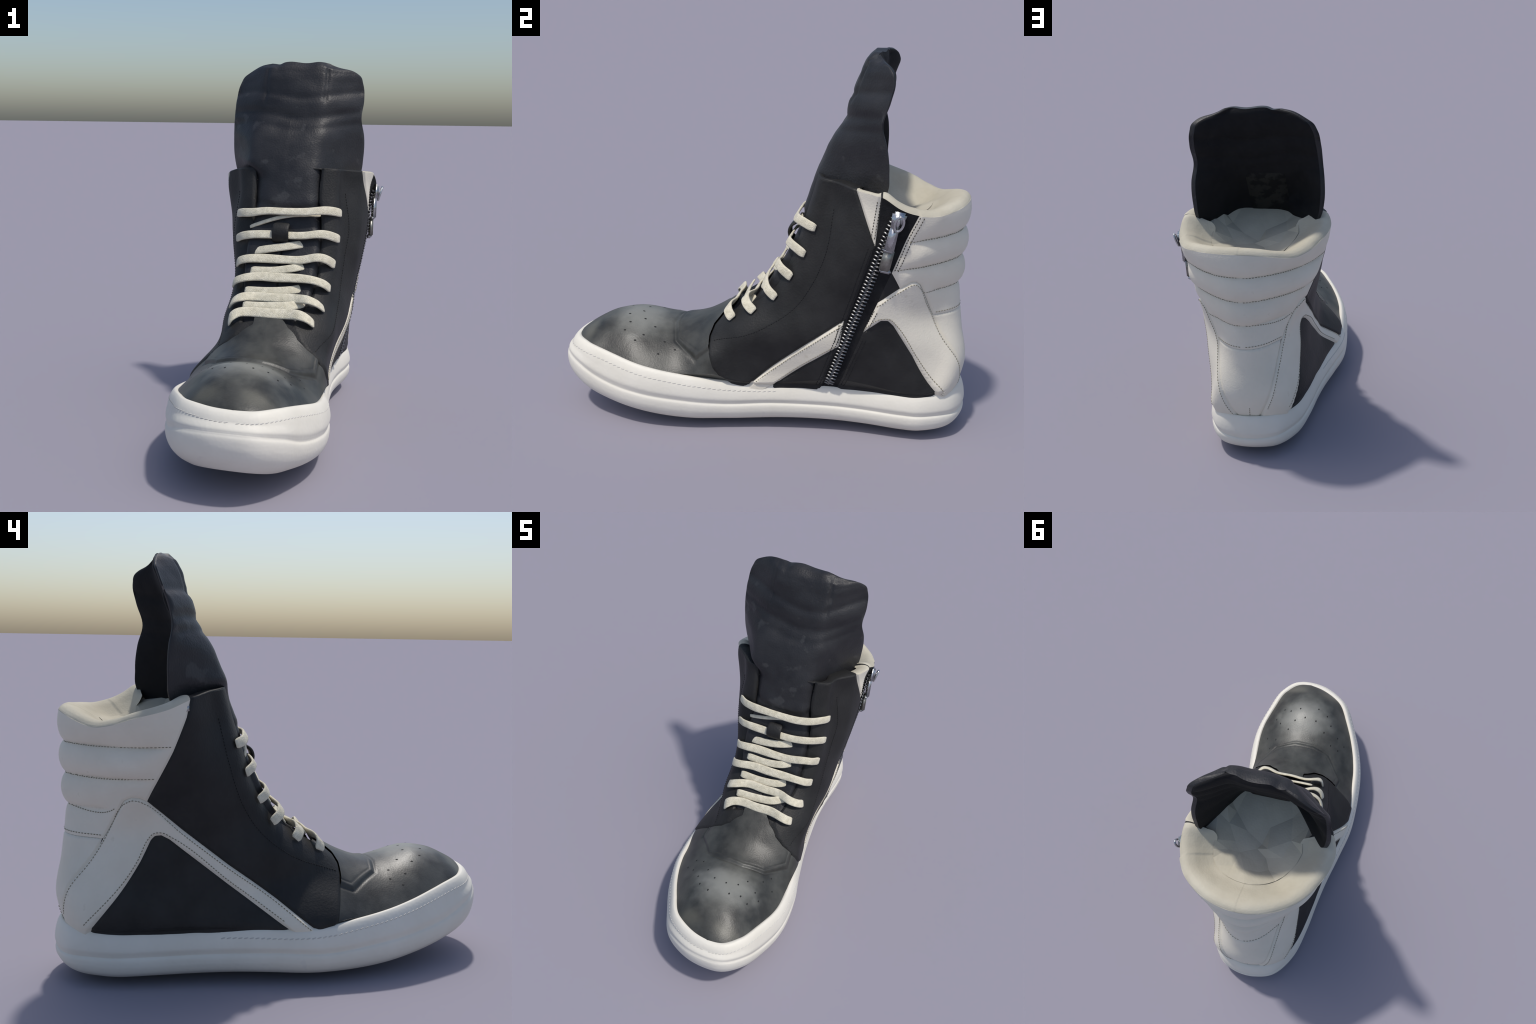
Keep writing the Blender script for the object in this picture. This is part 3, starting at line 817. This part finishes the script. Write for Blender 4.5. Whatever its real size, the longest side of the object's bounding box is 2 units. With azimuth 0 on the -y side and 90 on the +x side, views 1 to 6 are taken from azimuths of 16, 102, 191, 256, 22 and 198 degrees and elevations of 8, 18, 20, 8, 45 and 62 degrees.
zip_line = curve([(.364, .268), (.372, .290), (.420, .435), (.468, .582), (.537, .784), (.584, .931), (.618, 1.04), (.648, 1.13)], 300)
zs = np.r_[0, np.cumsum(np.linalg.norm(np.diff(zip_line, axis=0), axis=1))]
tv, tf = box(.030, .0075, .010, .002)
first = None
from mathutils import Matrix
for i, c in enumerate(np.arange(.004, zs[-1], .0092)):
    w_, z_ = np.interp(c, zs, zip_line[:, 0]), np.interp(c, zs, zip_line[:, 1])
    w2, z2 = np.interp(c + .01, zs, zip_line[:, 0]), np.interp(c + .01, zs, zip_line[:, 1])
    p0, n0 = surface(1, w_, z_); p1, _ = surface(1, w2, z2)
    up = p1 - p0; up /= np.linalg.norm(up) + 1e-9; n0 = np.array([.95, n0[1] * .5, .05]); n0 -= up * (n0 @ up); n0 /= np.linalg.norm(n0)
    ac = np.cross(up, n0)
    sd = 1 if i % 2 else -1
    if first is None:
        first = add_mesh("zip_tooth", tv, tf, M_TOOTH, ZIP); o = first
    else:
        o = first.copy(); bpy.context.scene.collection.objects.link(o)
    M = Matrix(((ac[0], up[0], n0[0], 0), (ac[1], up[1], n0[1], 0), (ac[2], up[2], n0[2], 0), (0, 0, 0, 1)))
    q = p0 + ac * sd * .0085 + n0 * .006
    o.matrix_world = Matrix.Translation(Vector(q)) @ M @ Matrix.Rotation(sd * .14, 4, "Z")

def place(o, w_, z_, lift, tilt=0.0, down=(0, -.22, -1)):
    p0, n0 = surface(1, w_, z_)
    up = -np.array(down, float); up /= np.linalg.norm(up); n0 = np.array([.93, .18, .0]); n0 -= up * (n0 @ up); n0 /= np.linalg.norm(n0)
    ac = np.cross(up, n0)
    M = Matrix(((ac[0], up[0], n0[0], 0), (ac[1], up[1], n0[1], 0), (ac[2], up[2], n0[2], 0), (0, 0, 0, 1)))
    o.matrix_world = Matrix.Translation(Vector(p0 + n0 * lift)) @ M @ Matrix.Rotation(tilt, 4, "X")

def taper(v, k):
    q = v.copy(); yy = (v[:, 1] - v[:, 1].min()) / np.ptp(v[:, 1]); q[:, 0] *= 1 - k * (1 - yy); return q
SLIDER = add_mesh("zip_slider", *(lambda b: (taper(b[0], .35), b[1]))(box(.066, .085, .032, .010)), M_METAL, ZIP)
place(SLIDER, .652, 1.125, .018)
def torus(R1, R2, r, n=28, m=8):
    V = []
    for i in range(n):
        a1 = 2 * PI * i / n
        for j in range(m):
            b1 = 2 * PI * j / m
            V.append(((R1 + r * math.cos(b1)) * math.cos(a1), (R2 + r * math.cos(b1)) * math.sin(a1), r * math.sin(b1)))
    T = []
    for i in range(n):
        for j in range(m):
            T.append((i * m + j, ((i + 1) % n) * m + j, ((i + 1) % n) * m + (j + 1) % m, i * m + (j + 1) % m))
    return np.array(V), T
o = add_mesh("slider_bridge", *torus(.018, .036, .006), M_METAL, ZIP); place(o, .655, 1.12, .042, .25)
PULL = add_mesh("zip_pull", *(lambda b: (taper(b[0], -.25), b[1]))(box(.036, .125, .026, .006)), M_METAL, ZIP); place(PULL, .634, 1.050, .026, -.02)
o = add_mesh("pull_plate", *box(.046, .098, .024, .005), M_PLATE, ZIP); place(o, .618, .945, .021, -.03)
o = add_mesh("pull_frame", *box(.052, .018, .028, .006), M_METAL, ZIP); place(o, .613, .893, .020)
o = add_mesh("pull_frame", *box(.052, .016, .030, .006), M_METAL, ZIP); place(o, .622, .992, .023)
o = add_mesh("zip_stop", *box(.05, .03, .014, .005), M_METAL, ZIP); place(o, .675, 1.18, .010)

# label sewn inside the tongue
V, T = [], []
TB = BVHTree.FromPolygons(TV.tolist(), TT.tolist())
nx, nz = 13, 13
for i in range(nz):
    for j in range(nx):
        x = .062 - .225 * j / (nx - 1); z = 1.17 + .26 * i / (nz - 1)
        loc, nor, _, _ = TB.ray_cast(Vector((x, 1.2, z)), Vector((0, -1, 0)))
        e = min(i, nz - 1 - i, j, nx - 1 - j)
        V.append((x, loc.y + (.006 if e > 0 else -.002), z))
T = grid_tris(nz, nx, False)
add_mesh("tongue_label", V, T, M_LABEL, TONGUE_OBJ)
